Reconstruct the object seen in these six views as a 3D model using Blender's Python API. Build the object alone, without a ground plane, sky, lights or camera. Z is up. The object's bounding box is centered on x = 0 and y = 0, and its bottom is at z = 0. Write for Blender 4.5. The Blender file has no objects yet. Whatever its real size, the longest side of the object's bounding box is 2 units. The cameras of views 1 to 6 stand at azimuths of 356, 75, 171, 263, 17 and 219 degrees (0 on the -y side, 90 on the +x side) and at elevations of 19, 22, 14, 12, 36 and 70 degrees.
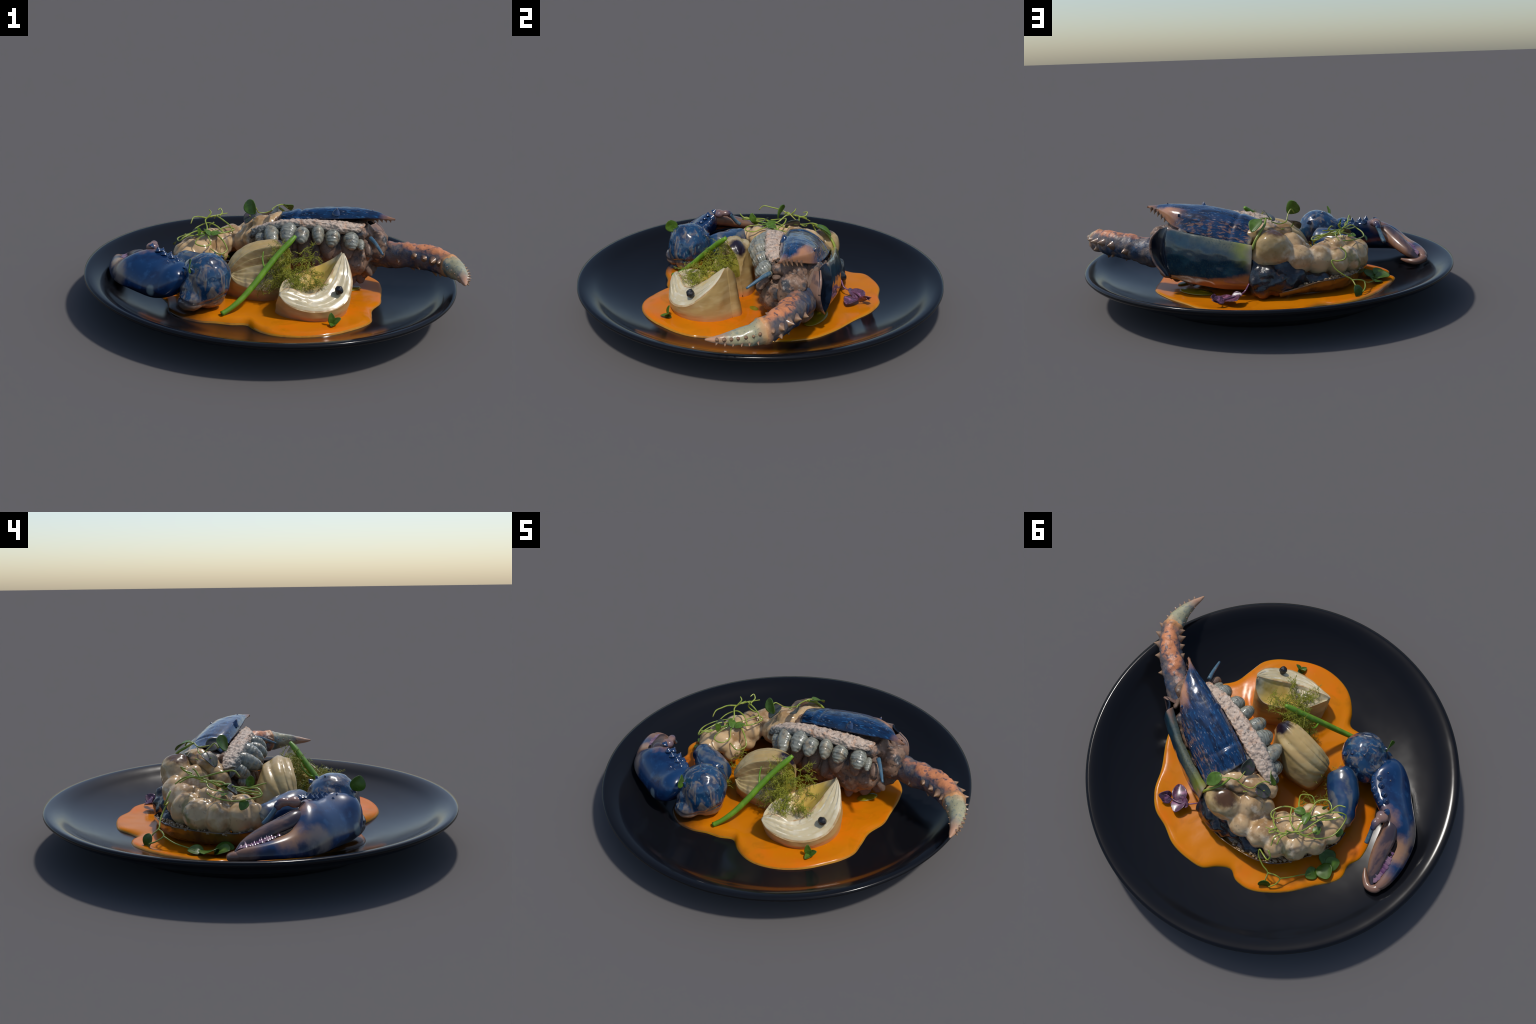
# Plated lobster dish: black coupe plate, orange sauce, blue lobster, charred onion, fennel, shoots
import bpy, bmesh, math, random
import numpy as np
from mathutils import Vector, Matrix, noise

random.seed(7)
rng = np.random.default_rng(7)
SC = bpy.context.scene.collection

# ------------------------------------------------------------------ materials
class G:
    """Small builder for procedural Principled materials on Object coordinates."""
    def __init__(s, name):
        s.m = bpy.data.materials.new(name); s.m.use_nodes = True
        s.t = s.m.node_tree; s.t.nodes.clear()
        s.out = s.n('ShaderNodeOutputMaterial'); s.p = s.n('ShaderNodeBsdfPrincipled')
        s.l(s.p.outputs[0], s.out.inputs[0])
        s.co = s.n('ShaderNodeTexCoord').outputs['Object']
    def n(s, k): return s.t.nodes.new(k)
    def l(s, a, b): s.t.links.new(a, b)
    def mapped(s, stretch=None, rot=None):
        if stretch is None and rot is None: return s.co
        m = s.n('ShaderNodeMapping'); s.l(s.co, m.inputs[0])
        # rotate first, then scale: texture type keeps that order
        m.vector_type = 'POINT'
        if rot: 
            m2 = s.n('ShaderNodeMapping'); s.l(s.co, m2.inputs[0]); m2.inputs['Rotation'].default_value = rot
            s.l(m2.outputs[0], m.inputs[0])
        if stretch: m.inputs['Scale'].default_value = stretch
        return m.outputs[0]
    def val(s, kind, **k):
        if kind == 'noise':
            x = s.n('ShaderNodeTexNoise'); x.inputs['Scale'].default_value = k.get('scale', 10)
            x.inputs['Detail'].default_value = k.get('detail', 4); x.inputs['Distortion'].default_value = k.get('distort', 0)
            x.inputs['Roughness'].default_value = k.get('rough', .55)
            s.l(s.mapped(k.get('stretch'), k.get('rot')), x.inputs['Vector']); return x.outputs['Fac']
        if kind == 'voronoi':
            x = s.n('ShaderNodeTexVoronoi'); x.inputs['Scale'].default_value = k.get('scale', 10)
            x.feature = k.get('feature', 'F1')
            s.l(s.mapped(k.get('stretch'), k.get('rot')), x.inputs['Vector']); return x.outputs['Distance']
        if kind == 'wave':
            x = s.n('ShaderNodeTexWave'); x.inputs['Scale'].default_value = k.get('scale', 10)
            x.inputs['Distortion'].default_value = k.get('distort', 2); x.inputs['Detail'].default_value = 3
            x.bands_direction = k.get('axis', 'X')
            s.l(s.mapped(k.get('stretch'), k.get('rot')), x.inputs['Vector']); return x.outputs['Fac']
        if kind == 'dist':      # distance from a point, softly broken up by noise
            a = s.n('ShaderNodeVectorMath'); a.operation = 'DISTANCE'; s.l(s.co, a.inputs[0]); a.inputs[1].default_value = k['at']
            return s.wob(a.outputs['Value'], k.get('wobble', .02), k.get('wscale', 25))
        if kind == 'plane':     # signed offset along a direction through a point
            a = s.n('ShaderNodeVectorMath'); a.operation = 'SUBTRACT'; s.l(s.co, a.inputs[0]); a.inputs[1].default_value = k['at']
            b = s.n('ShaderNodeVectorMath'); b.operation = 'DOT_PRODUCT'; s.l(a.outputs[0], b.inputs[0])
            d = Vector(k['dir']).normalized(); b.inputs[1].default_value = d
            return s.wob(b.outputs['Value'], k.get('wobble', .02), k.get('wscale', 25))
        if kind == 'random':
            return s.n('ShaderNodeObjectInfo').outputs['Random']
    def wob(s, v, amt, sc):
        x = s.val('noise', scale=sc, detail=4)
        a = s.n('ShaderNodeMath'); a.operation = 'MULTIPLY_ADD'; s.l(x, a.inputs[0]); a.inputs[1].default_value = amt * 2
        s.l(v, a.inputs[2]); b = s.n('ShaderNodeMath'); b.operation = 'SUBTRACT'; s.l(a.outputs[0], b.inputs[0]); b.inputs[1].default_value = amt
        return b.outputs[0]
    def rng_(s, v, lo, hi, strength=1):
        r = s.n('ShaderNodeMapRange'); r.interpolation_type = 'SMOOTHSTEP'; s.l(v, r.inputs[0])
        r.inputs[1].default_value = lo; r.inputs[2].default_value = hi
        if lo > hi:
            r.inputs[1].default_value = hi; r.inputs[2].default_value = lo; r.inputs[3].default_value = strength; r.inputs[4].default_value = 0
        else: r.inputs[4].default_value = strength
        return r.outputs[0]

def mat(name, base, layers=(), rough=.35, coat=0., bump=(), sss=0., spec=.5, metal=0., translucent=0., rough_noise=None):
    g = G(name); p = g.p
    col = g.n('ShaderNodeRGB').outputs[0]; col.default_value = (*base, 1)
    for kind, k, c, lo, hi, *st in layers:
        f = g.rng_(g.val(kind, **k), lo, hi, st[0] if st else 1)
        if 'mask' in k:
            mk, mkw, mlo, mhi = k['mask']; f2 = g.rng_(g.val(mk, **mkw), mlo, mhi)
            m = g.n('ShaderNodeMath'); m.operation = 'MULTIPLY'; g.l(f, m.inputs[0]); g.l(f2, m.inputs[1]); f = m.outputs[0]
        x = g.n('ShaderNodeMix'); x.data_type = 'RGBA'
        g.l(f, x.inputs[0]); g.l(col, x.inputs[6]); x.inputs[7].default_value = (*c, 1); col = x.outputs[2]
    g.l(col, p.inputs['Base Color'])
    p.inputs['Roughness'].default_value = rough
    if rough_noise:
        r = g.n('ShaderNodeMapRange'); g.l(g.val('noise', scale=rough_noise[0], detail=3), r.inputs[0])
        r.inputs[1].default_value = .3; r.inputs[2].default_value = .7; r.inputs[3].default_value = rough_noise[1]; r.inputs[4].default_value = rough_noise[2]
        g.l(r.outputs[0], p.inputs['Roughness'])
    p.inputs['Specular IOR Level'].default_value = spec; p.inputs['Metallic'].default_value = metal
    p.inputs['Coat Weight'].default_value = coat; p.inputs['Coat Roughness'].default_value = .08
    if sss:
        p.inputs['Subsurface Weight'].default_value = sss; p.inputs['Subsurface Scale'].default_value = .03
        p.inputs['Subsurface Radius'].default_value = (1, .5, .25)
    prev = None
    for kind, k, strength, dist in bump:
        b = g.n('ShaderNodeBump'); b.inputs['Strength'].default_value = strength; b.inputs['Distance'].default_value = dist
        g.l(g.val(kind, **k), b.inputs['Height'])
        if prev: g.l(prev, b.inputs['Normal'])
        prev = b.outputs[0]
    if prev: g.l(prev, p.inputs['Normal'])
    if translucent:
        tr = g.n('ShaderNodeBsdfTranslucent'); g.l(col, tr.inputs[0]); ms = g.n('ShaderNodeMixShader'); ms.inputs[0].default_value = translucent
        g.l(p.outputs[0], ms.inputs[1]); g.l(tr.outputs[0], ms.inputs[2]); g.l(ms.outputs[0], g.out.inputs[0])
    return g.m

NAVY = (.003, .009, .028); BLUE = (.004, .032, .095); TEAL = (.01, .09, .17); TAN = (.42, .22, .12); CREAM = (.5, .40, .28)

AX = (0, 0, -math.atan2(-.35, .85))      # turns the body axis onto x
M_plate = mat('black_glaze', (.0055, .006, .008), [('noise', dict(scale=400, detail=2), (.012, .012, .013), .68, .75, .4)],
              rough=.15, spec=.17, rough_noise=(5, .11, .19), bump=[('noise', dict(scale=14, detail=2), .03, .002)])
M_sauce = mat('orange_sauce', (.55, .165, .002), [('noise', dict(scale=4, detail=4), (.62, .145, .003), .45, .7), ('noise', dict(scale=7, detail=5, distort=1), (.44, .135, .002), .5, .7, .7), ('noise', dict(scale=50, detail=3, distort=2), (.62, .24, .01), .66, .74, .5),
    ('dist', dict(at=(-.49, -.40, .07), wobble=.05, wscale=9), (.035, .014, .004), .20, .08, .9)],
              rough=.2, spec=.11, bump=[('noise', dict(scale=12, detail=2), .1, .01)])
M_sauce_rim = mat('sauce_rim_yellow', (.46, .20, .006), [('noise', dict(scale=9, detail=3), (.30, .11, .01), .45, .7), ('dist', dict(at=(-.49, -.40, .07), wobble=.05, wscale=9), (.035, .016, .006), .22, .1, .9)], rough=.12, spec=.4)  # narrow yellower band along the sauce edge, dark near the knuckle
M_oil = mat('herb_oil', (.21, .17, .004), [('noise', dict(scale=20), (.30, .18, .004), .4, .7)], rough=.25)
M_carapace = mat('blue_shell', BLUE, [
    ('noise', dict(scale=9, detail=5, stretch=(1, 5, 3), rot=AX), NAVY, .45, .62, .9),
    ('noise', dict(scale=26, detail=5, stretch=(1, 4, 2), rot=AX), (.02, .11, .26), .56, .7, .8),
    ('noise', dict(scale=42, detail=4, stretch=(1, 3, 2), rot=AX), (.24, .25, .28), .6, .72, .75),
    ('noise', dict(scale=30, detail=5, stretch=(1, 4, 2), rot=AX, mask=('plane', dict(at=(.42, .17, .43), dir=(.35, .85, -.5)), -.05, .04)), (.30, .15, .09), .5, .64, .8),
    ('dist', dict(at=(.66, -.085, .49), wobble=.03, wscale=18), (.36, .17, .09), .11, .04, .95),
    ('plane', dict(at=(.55, .035, .495), dir=(.45, .6, -.75), wobble=.025, wscale=14, mask=('dist', dict(at=(.64, -.06, .48), wobble=.04), .30, .18)), (.46, .21, .10), -.016, .010, .92),
    ('plane', dict(at=(.12, .20, .45), dir=(-.8, .5, 0), wobble=.03), (.40, .30, .15), .03, .075, .85)],
    rough=.2, coat=.35, spec=.4, bump=[('noise', dict(scale=60, detail=4, stretch=(1, 3, 1), rot=AX), .08, .003)])
M_rostrum = M_carapace
M_panel = mat('side_shell', (.006, .028, .05), [
    ('noise', dict(scale=14, detail=5), (.012, .05, .075), .45, .65),
    ('plane', dict(at=(.3, .33, .285), dir=(-.35, .1, 1), wobble=.03), (.17, .17, .10), .015, .09, .8),
    ('noise', dict(scale=110, detail=3), (.03, .06, .06), .5, .65, .6),
    ('dist', dict(at=(.15, .38, .33), wobble=.03), (.24, .26, .03), .12, .03, .9),
    ('plane', dict(at=(.17, .39, .2), dir=(-.92, .37, .1), wobble=.02), (.36, .27, .2), -.01, .05, .9),
    ('plane', dict(at=(.35, .32, .185), dir=(-.15, .1, -1), wobble=.015), (.42, .15, .04), 0, .035, .95),
    ('plane', dict(at=(.57, .2, .3), dir=(1, 0, 0), wobble=.01), (.008, .016, .03), -.02, .01, .9),
    ('plane', dict(at=(.35, .28, .40), dir=(-.1, -.1, 1), wobble=.01), (.30, .16, .10), .0, .02, .7)],
    rough=.2, coat=.7)
M_mouth = mat('shell_mouth_painted_dark', (.004, .007, .014), [('noise', dict(scale=10, detail=4), (.010, .02, .04), .5, .68)], rough=.22, spec=.35)  # near-black color gives the shallow dish the darkness of a deep cavity
M_rim = mat('shell_rim', (.24, .14, .10), [('noise', dict(scale=18, detail=4), (.10, .07, .07), .48, .64)], rough=.3, coat=.2)
M_strip = mat('cut_crust', (.52, .40, .31), [
    ('noise', dict(scale=15, detail=5), (.55, .29, .16), .5, .68, .8),
    ('noise', dict(scale=45, detail=5), (.13, .10, .08), .54, .66, .8),
    ('noise', dict(scale=80, detail=4), (.62, .55, .47), .56, .68, .7),
    ('plane', dict(at=(.28, -.04, .445), dir=(-.25, -.75, -.45), wobble=.02, wscale=40), (.10, .13, .13), .0, .03, .8)],
    rough=.4, spec=.3, bump=[('noise', dict(scale=110, detail=5), .6, .008)])
M_gill = mat('pearly_lobe', (.20, .205, .17), [
    ('wave', dict(scale=.8, distort=6, axis='Z'), (.30, .31, .26), .3, .9, .5),
    ('noise', dict(scale=1.6, detail=5), (.04, .055, .06), .48, .64, .85),
    ('noise', dict(scale=1.2, detail=4), (.36, .26, .14), .52, .68, .6), ('random', {}, (.30, .27, .19), .3, 1.0, .5)], rough=.25, coat=.3, bump=[('wave', dict(scale=1.1, distort=5, axis='Z'), .5, .004)])
M_core = mat('mottled_flesh', (.19, .115, .075), [
    ('noise', dict(scale=16, detail=6), (.035, .045, .055), .48, .64, .9),
    ('noise', dict(scale=28, detail=5), (.34, .20, .13), .53, .68, .85),
    ('noise', dict(scale=60, detail=4), (.03, .025, .022), .55, .68, .7),
    ('noise', dict(scale=38, detail=4), (.36, .33, .29), .6, .72, .7)], rough=.42, spec=.35, bump=[('noise', dict(scale=80, detail=4), .4, .006)])
def leg_layers():
    return [('noise', dict(scale=11, detail=6), (.02, .045, .09), .42, .58, .95),
        ('noise', dict(scale=26, detail=5), (.22, .15, .11), .5, .66, .7),
        ('plane', dict(at=(.80, .0, .28), dir=(.5, .8, -.35), wobble=.03, wscale=20), (.23, .145, .07), .015, .055, .8),
        ('plane', dict(at=(.82, -.095, .346), dir=(-.05, -.05, 1), wobble=.022, wscale=22), (.60, .22, .085), -.008, .014, .9),
        ('noise', dict(scale=38, detail=6), (.05, .05, .07), .52, .66, .85),
        ('plane', dict(at=(.928, -.235, .29), dir=(.35, -.93, 0), wobble=.025, wscale=18), (.55, .27, .10), -.05, .005, .85)]
M_leg = mat('leg_shell', (.10, .085, .085), leg_layers(), rough=.4, spec=.4, bump=[('noise', dict(scale=60, detail=5), .5, .007)])
M_legtip = mat('leg_tip_shell', (.31, .29, .17), [
    ('noise', dict(scale=14, detail=5), (.10, .155, .16), .5, .66, .85),
    ('noise', dict(scale=24, detail=4), (.46, .38, .22), .52, .68, .8),
    ('voronoi', dict(scale=75), (.03, .06, .09), .26, .12, .7),
    ('plane', dict(at=(.96, -.22, .28), dir=(.1, 1, .1), wobble=.02), (.55, .27, .10), -.05, .02, .85),
    ('dist', dict(at=(.925, -.50, .29), wobble=.02), (.44, .23, .13), .16, .05, .95)], rough=.3, coat=.4,
    bump=[('noise', dict(scale=70, detail=4), .2, .004)])
M_spine = mat('spine_tip', (.30, .17, .09), [('plane', dict(at=(0, 0, .45), dir=(0, 0, -1), wobble=.2, wscale=3), (.15, .085, .055), -.1, .4, .9)], rough=.3, coat=.4)
M_bluespine = mat('blue_spine', (.005, .028, .09), [('plane', dict(at=(0, 0, .7), dir=(0, 0, 1), wobble=.1, wscale=3), (.28, .2, .16), 0, .35)], rough=.2, coat=.6)
M_antenna = mat('antenna_blue', (.05, .11, .16), [('noise', dict(scale=40), (.14, .19, .2), .5, .7)], rough=.3)
M_knuckle = mat('speckled_shell', (.007, .042, .105), [
    ('noise', dict(scale=20, detail=4, stretch=(1, 1, .5)), (.006, .018, .05), .45, .6, .9),
    ('noise', dict(scale=21, detail=6, distort=.8, stretch=(1.2, 1.2, .4)), (.19, .15, .12), .5, .66, .85),
    ('noise', dict(scale=55, detail=4, stretch=(1, 1, .5)), (.10, .19, .25), .56, .7, .7),
    ('plane', dict(at=(-.34, -.34, .175), dir=(0, 0, -1), wobble=.03, wscale=20), (.19, .13, .09), -.01, .04, .85),
    ('plane', dict(at=(-.36, -.33, .13), dir=(.15, -.25, -1), wobble=.02), (.36, .15, .05), .0, .04, .7)], rough=.18, coat=.5)
M_arm = mat('arm_shell', (.012, .045, .105), [
    ('wave', dict(scale=4.2, distort=9, axis='X', rot=(0, 0, -.85)), (.14, .135, .12), .5, .95, .7),
    ('noise', dict(scale=14, detail=5), (.006, .03, .10), .48, .64, .8),
    ('plane', dict(at=(-.46, -.01, .22), dir=(-.6, .75, 0), wobble=.02), (.26, .22, .14), .015, .06, .7)], rough=.22, coat=.4)
M_claw = mat('claw_shell', (.005, .032, .10), [
    ('noise', dict(scale=8, detail=5), (.004, .016, .06), .45, .62, .85),
    ('noise', dict(scale=18, detail=5), (.02, .07, .17), .53, .7, .7),
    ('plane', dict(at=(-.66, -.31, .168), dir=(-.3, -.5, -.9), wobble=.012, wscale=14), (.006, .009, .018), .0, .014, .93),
    ('dist', dict(at=(-.80, -.17, .195), wobble=.03, wscale=18), (.24, .18, .14), .09, .04, .8),
    ('dist', dict(at=(-.62, -.37, .19), wobble=.01), (.22, .27, .27), .035, .02, .6),
    ('dist', dict(at=(-.66, -.10, .33), wobble=.035), (.27, .15, .11), .10, .03, .9),
    ('dist', dict(at=(-.78, -.05, .20), wobble=.03), (.36, .19, .09), .11, .045, .85),
    ('plane', dict(at=(-.80, .02, .2), dir=(.1, 1, 0), wobble=.03), (.24, .12, .065), .0, .10, .85),
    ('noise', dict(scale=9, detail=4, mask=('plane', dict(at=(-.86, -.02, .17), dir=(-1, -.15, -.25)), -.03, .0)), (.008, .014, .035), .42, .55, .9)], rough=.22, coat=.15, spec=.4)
M_dactyl = mat('claw_finger', (.27, .14, .08), [
    ('plane', dict(at=(-.715, .02, .25), dir=(-1, -.3, .1), wobble=.012), (.03, .027, .042), -.022, .018, .92),
    ('noise', dict(scale=14, detail=4, stretch=(2, .6, 1)), (.16, .09, .07), .48, .66, .7)], rough=.24, coat=.1, spec=.4)
M_gape = mat('claw_inner', (.012, .008, .008), [('noise', dict(scale=70, detail=4), (.09, .05, .02), .55, .68)], rough=.7, spec=.1, bump=[('noise', dict(scale=90), .5, .008)])
M_tooth = mat('claw_tooth', (.24, .13, .18), [('random', {}, (.12, .04, .11), .3, .8)], rough=.2, coat=.6)
M_meat = mat('lobster_meat', (.56, .38, .20), [
    ('noise', dict(scale=7, detail=5), (.27, .15, .06), .45, .64, .85),
    ('noise', dict(scale=16, detail=4), (.68, .54, .37), .54, .7, .8),
    ('noise', dict(scale=30, detail=5), (.26, .17, .09), .6, .72, .7),
    ('noise', dict(scale=11, detail=3, mask=('plane', dict(at=(-.42, .25, .25), dir=(-.4, .5, 0)), -.06, .08)), (.10, .13, .03), .56, .68, .7),
    ('dist', dict(at=(.06, .38, .36), wobble=.05, wscale=22), (.30, .21, .07), .14, .05, .65),
    ('dist', dict(at=(.015, .35, .42), wobble=.045, wscale=22), (.075, .032, .015), .085, .035, .95)],
    rough=.2, coat=.05, spec=.38, sss=.12, bump=[('noise', dict(scale=30, detail=3), .1, .006)])
M_dark = mat('dark_shell_bits', (.010, .011, .014), [
    ('noise', dict(scale=16, detail=5), (.02, .035, .05), .5, .65), ('noise', dict(scale=30, detail=5), (.07, .035, .02), .57, .68, .8),
    ('plane', dict(at=(.03, .46, .135), dir=(0, .2, -1), wobble=.02), (.22, .07, .01), .0, .035, .8)], rough=.25, coat=.2, bump=[('noise', dict(scale=60, detail=4), .4, .008)])
M_tailshell = mat('tail_shell', (.19, .085, .012), [
    ('noise', dict(scale=12, detail=5), (.05, .025, .012), .45, .65, .8), ('plane', dict(at=(0, 0, .158), dir=(0, 0, 1), wobble=.008), (.03, .02, .022), .0, .01, .9)], rough=.25, coat=.6)
M_crumb = mat('crumb', (.27, .17, .08), [('random', {}, (.05, .035, .025), .35, .6), ('noise', dict(scale=60), (.4, .33, .24), .5, .7, .6)], rough=.4)
M_onion_skin = mat('onion_skin', (.45, .31, .12), [
    ('noise', dict(scale=10, detail=5, stretch=(.6, 1, 3)), (.53, .40, .19), .45, .65, .7),
    ('noise', dict(scale=6, detail=4), (.40, .27, .12), .52, .7, .6),
    ('plane', dict(at=(.2, -.45, .125), dir=(0, 0, -1), wobble=.02), (.60, .24, .08), -.015, .04, .85),
    ('dist', dict(at=(.075, -.135, .385), wobble=.03, wscale=25), (.012, .006, .014), .085, .045, 1)], rough=.3, coat=.1, sss=.12,
    bump=[('noise', dict(scale=25, detail=4, stretch=(1, 1, 3)), .12, .006)])
M_onion_cut = mat('onion_cut', (.55, .46, .28), [
    ('noise', dict(scale=9, detail=4), (.65, .58, .43), .48, .66, .8),
    ('noise', dict(scale=14, detail=5), (.52, .42, .20), .55, .72, .6),
    ('dist', dict(at=(.32, -.25, .375), wobble=.03), (.05, .03, .025), .05, .015, .8),
    ('dist', dict(at=(.20, -.27, .25), wobble=.05, wscale=14), (.52, .33, .03), .16, .09, .85)], rough=.25, coat=.15, sss=.1)
M_onion_cut2 = mat('onion_layers', (.46, .36, .17), [
    ('wave', dict(scale=7, distort=6, axis='Z', stretch=(.6, 1, 1.6), rot=(0, -.35, 0)), (.56, .44, .24), .45, .95, .45),
    ('noise', dict(scale=14, detail=5), (.30, .21, .09), .54, .7, .7),
    ('dist', dict(at=(.055, -.165, .395), wobble=.03, wscale=25), (.012, .006, .014), .075, .04, 1),
    ('plane', dict(at=(.0, -.2, .3), dir=(1, -.2, 0), wobble=.04), (.24, .22, .01), .0, .06, .85)], rough=.25, coat=.15, sss=.1)
M_onion_edge = mat('onion_edge', (.40, .24, .10), [('noise', dict(scale=20, detail=4), (.52, .40, .22), .45, .65)], rough=.3)
M_onion_line = mat('onion_line', (.52, .42, .24), [('noise', dict(scale=16, detail=4), (.64, .58, .44), .45, .65)], rough=.3)
M_stem = mat('fennel_green', (.11, .24, .010), [('noise', dict(scale=30, detail=3, stretch=(1, 1, .3)), (.16, .32, .015), .45, .7)], rough=.45)
M_frond = mat('fennel_frond', (.25, .26, .014), [('noise', dict(scale=25), (.33, .32, .03), .5, .66), ('noise', dict(scale=16), (.07, .12, .008), .54, .68)], rough=.45)
M_tendril = mat('pea_tendril', (.24, .30, .03), [('noise', dict(scale=18), (.34, .33, .07), .5, .66), ('noise', dict(scale=12), (.12, .22, .02), .54, .66)], rough=.35, coat=.2)
M_leaf = mat('green_leaf', (.075, .15, .010), [('noise', dict(scale=3, detail=4), (.10, .20, .02), .45, .65), ('noise', dict(scale=9), (.03, .08, .01), .55, .7, .6)], rough=.38, translucent=.2)
M_leafdark = mat('dark_leaf', (.03, .035, .03), [('noise', dict(scale=3, detail=4), (.07, .05, .06), .45, .65), ('noise', dict(scale=8), (.05, .07, .03), .5, .65)], rough=.35)
M_purple = mat('purple_leaf', (.10, .035, .07), [('noise', dict(scale=3, detail=4), (.28, .11, .20), .5, .68), ('noise', dict(scale=9), (.035, .02, .03), .5, .65)], rough=.3, coat=.3)
M_pepper = mat('peppercorn', (.010, .010, .012), rough=.2, bump=[('noise', dict(scale=80), .6, .01)])

# ------------------------------------------------------------------ geometry helpers
def cr(P, n):
    """Smooth curve through control points, resampled to n points."""
    P = np.asarray(P, float)
    if len(P) == 1: return np.repeat(P, n, 0)
    d = np.linalg.norm(np.diff(P[:, :3], axis=0), axis=1) + 1e-9
    t = np.r_[0, np.cumsum(d)]; m = np.zeros_like(P); s = np.diff(P, axis=0) / d[:, None]
    m[0] = s[0]; m[-1] = s[-1]
    for i in range(1, len(P) - 1): m[i] = (s[i - 1] * d[i] + s[i] * d[i - 1]) / (d[i] + d[i - 1])
    x = np.linspace(0, t[-1], n); k = np.clip(np.searchsorted(t, x, side='right') - 1, 0, len(d) - 1)
    h = d[k]; u = ((x - t[k]) / h)[:, None]; h = h[:, None]
    return (2*u**3 - 3*u**2 + 1) * P[k] + (u**3 - 2*u**2 + u) * h * m[k] + (-2*u**3 + 3*u**2) * P[k + 1] + (u**3 - u**2) * h * m[k + 1]

def new(name, verts, faces, m, parent=None, smooth=True, angle=None):
    me = bpy.data.meshes.new(name); me.from_pydata([tuple(map(float, v)) for v in verts], [], faces); me.validate()
    ob = bpy.data.objects.new(name, me); SC.objects.link(ob)
    for x in (m if isinstance(m, (list, tuple)) else [m]): me.materials.append(x)
    if smooth: me.shade_smooth()
    if angle: me.set_sharp_from_angle(angle=math.radians(angle))
    if parent: adopt(ob, parent)
    return ob

def adopt(ob, parent):
    ob.parent = parent; ob.matrix_parent_inverse = Matrix.Translation(parent.location).inverted() if parent.type == 'EMPTY' else Matrix()

def empty(name, loc, label, cat):
    e = bpy.data.objects.new(name, None); e.location = loc; SC.objects.link(e); e['label'] = label; e['category'] = cat; return e

def grid_faces(nu, nv, closed_v=False):
    F = []
    for i in range(nu - 1):
        for j in range(nv if closed_v else nv - 1):
            a, b = i * nv + j, i * nv + (j + 1) % nv; F.append((a, b, b + nv, a + nv))
    return F

def apply_mods(ob):
    dg = bpy.context.evaluated_depsgraph_get(); me = bpy.data.meshes.new_from_object(ob.evaluated_get(dg))
    old = ob.data; ob.modifiers.clear(); ob.data = me; me.name = ob.name; bpy.data.meshes.remove(old); return ob

def solidify(ob, t, off=-1, bevel=0):
    m = ob.modifiers.new('s', 'SOLIDIFY'); m.thickness = t; m.offset = off; m.use_even_offset = False
    if bevel:
        b = ob.modifiers.new('b', 'BEVEL'); b.width = bevel; b.segments = 2; b.limit_method = 'ANGLE'; b.angle_limit = .9
    return apply_mods(ob)

def fix_normals(ob):
    bm = bmesh.new(); bm.from_mesh(ob.data); bmesh.ops.remove_doubles(bm, verts=bm.verts, dist=1e-5)
    bmesh.ops.recalc_face_normals(bm, faces=bm.faces); bm.to_mesh(ob.data); bm.free(); return ob

def fbm(p, s, o=3): return noise.fractal(Vector(p) * s, .9, 2.0, o)
def displace(ob, fn):
    me = ob.data; n = len(me.vertices); co = np.empty(n * 3); me.vertices.foreach_get('co', co); co = co.reshape(-1, 3)
    no = np.empty(n * 3); me.vertex_normals.foreach_get('vector', no); no = no.reshape(-1, 3)
    d = np.array([fn(c) for c in co]); co = co + no * d[:, None]; me.vertices.foreach_set('co', co.ravel()); me.update(); return ob

def rails_grid(rails, nu, nv, linear=False):
    R = np.stack([cr(r, nu) for r in rails], 0)           # rail, u, 3
    out = []
    for i in range(nu):
        sec = R[:, i]
        if linear:
            k = nv // (len(rails) - 1)
            out.append(np.concatenate([sec[j] + (sec[j + 1] - sec[j]) * np.linspace(0, 1, k, endpoint=False)[:, None] for j in range(len(sec) - 1)] + [sec[-1:]]))
        else: out.append(cr(sec, nv))
    return np.array(out)

def tube_data(P, Rad, nv=8, up=(0, 0, 1), nu=None):
    Rad = np.asarray(Rad, float)
    if Rad.ndim == 1: Rad = np.stack([Rad, Rad], -1)
    P = np.asarray(P, float); Q = np.concatenate([P, Rad], 1)
    if nu: Q = cr(Q, nu)
    P, Rad = Q[:, :3], np.maximum(Q[:, 3:], 1e-4); n = len(P)
    T = np.gradient(P, axis=0); T /= np.linalg.norm(T, axis=1)[:, None] + 1e-12
    V = []; prev = None
    for i in range(n):
        if up is None and prev is not None: B = prev - T[i] * (prev @ T[i])      # carry the frame along
        else: B = np.cross(T[i], (0, 0, 1) if up is None else up)
        if np.linalg.norm(B) < 1e-3: B = np.cross(T[i], (1, .2, .1))
        B /= np.linalg.norm(B)
        N = np.cross(B, T[i]); prev = B
        for j in range(nv):
            a = 2 * math.pi * j / nv; V.append(P[i] + B * Rad[i, 0] * math.cos(a) + N * Rad[i, 1] * math.sin(a))
    F = grid_faces(n, nv, True); V += [P[0], P[-1]]; a, b = n * nv, n * nv + 1
    F += [(a, (j + 1) % nv, j) for j in range(nv)] + [(b, (n - 1) * nv + j, (n - 1) * nv + (j + 1) % nv) for j in range(nv)]
    return V, F

def tube(name, P, Rad, m, parent=None, nv=20, nu=40, up=(0, 0, 1)):
    V, F = tube_data(P, Rad, nv, up, nu); return new(name, V, F, m, parent)

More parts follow.
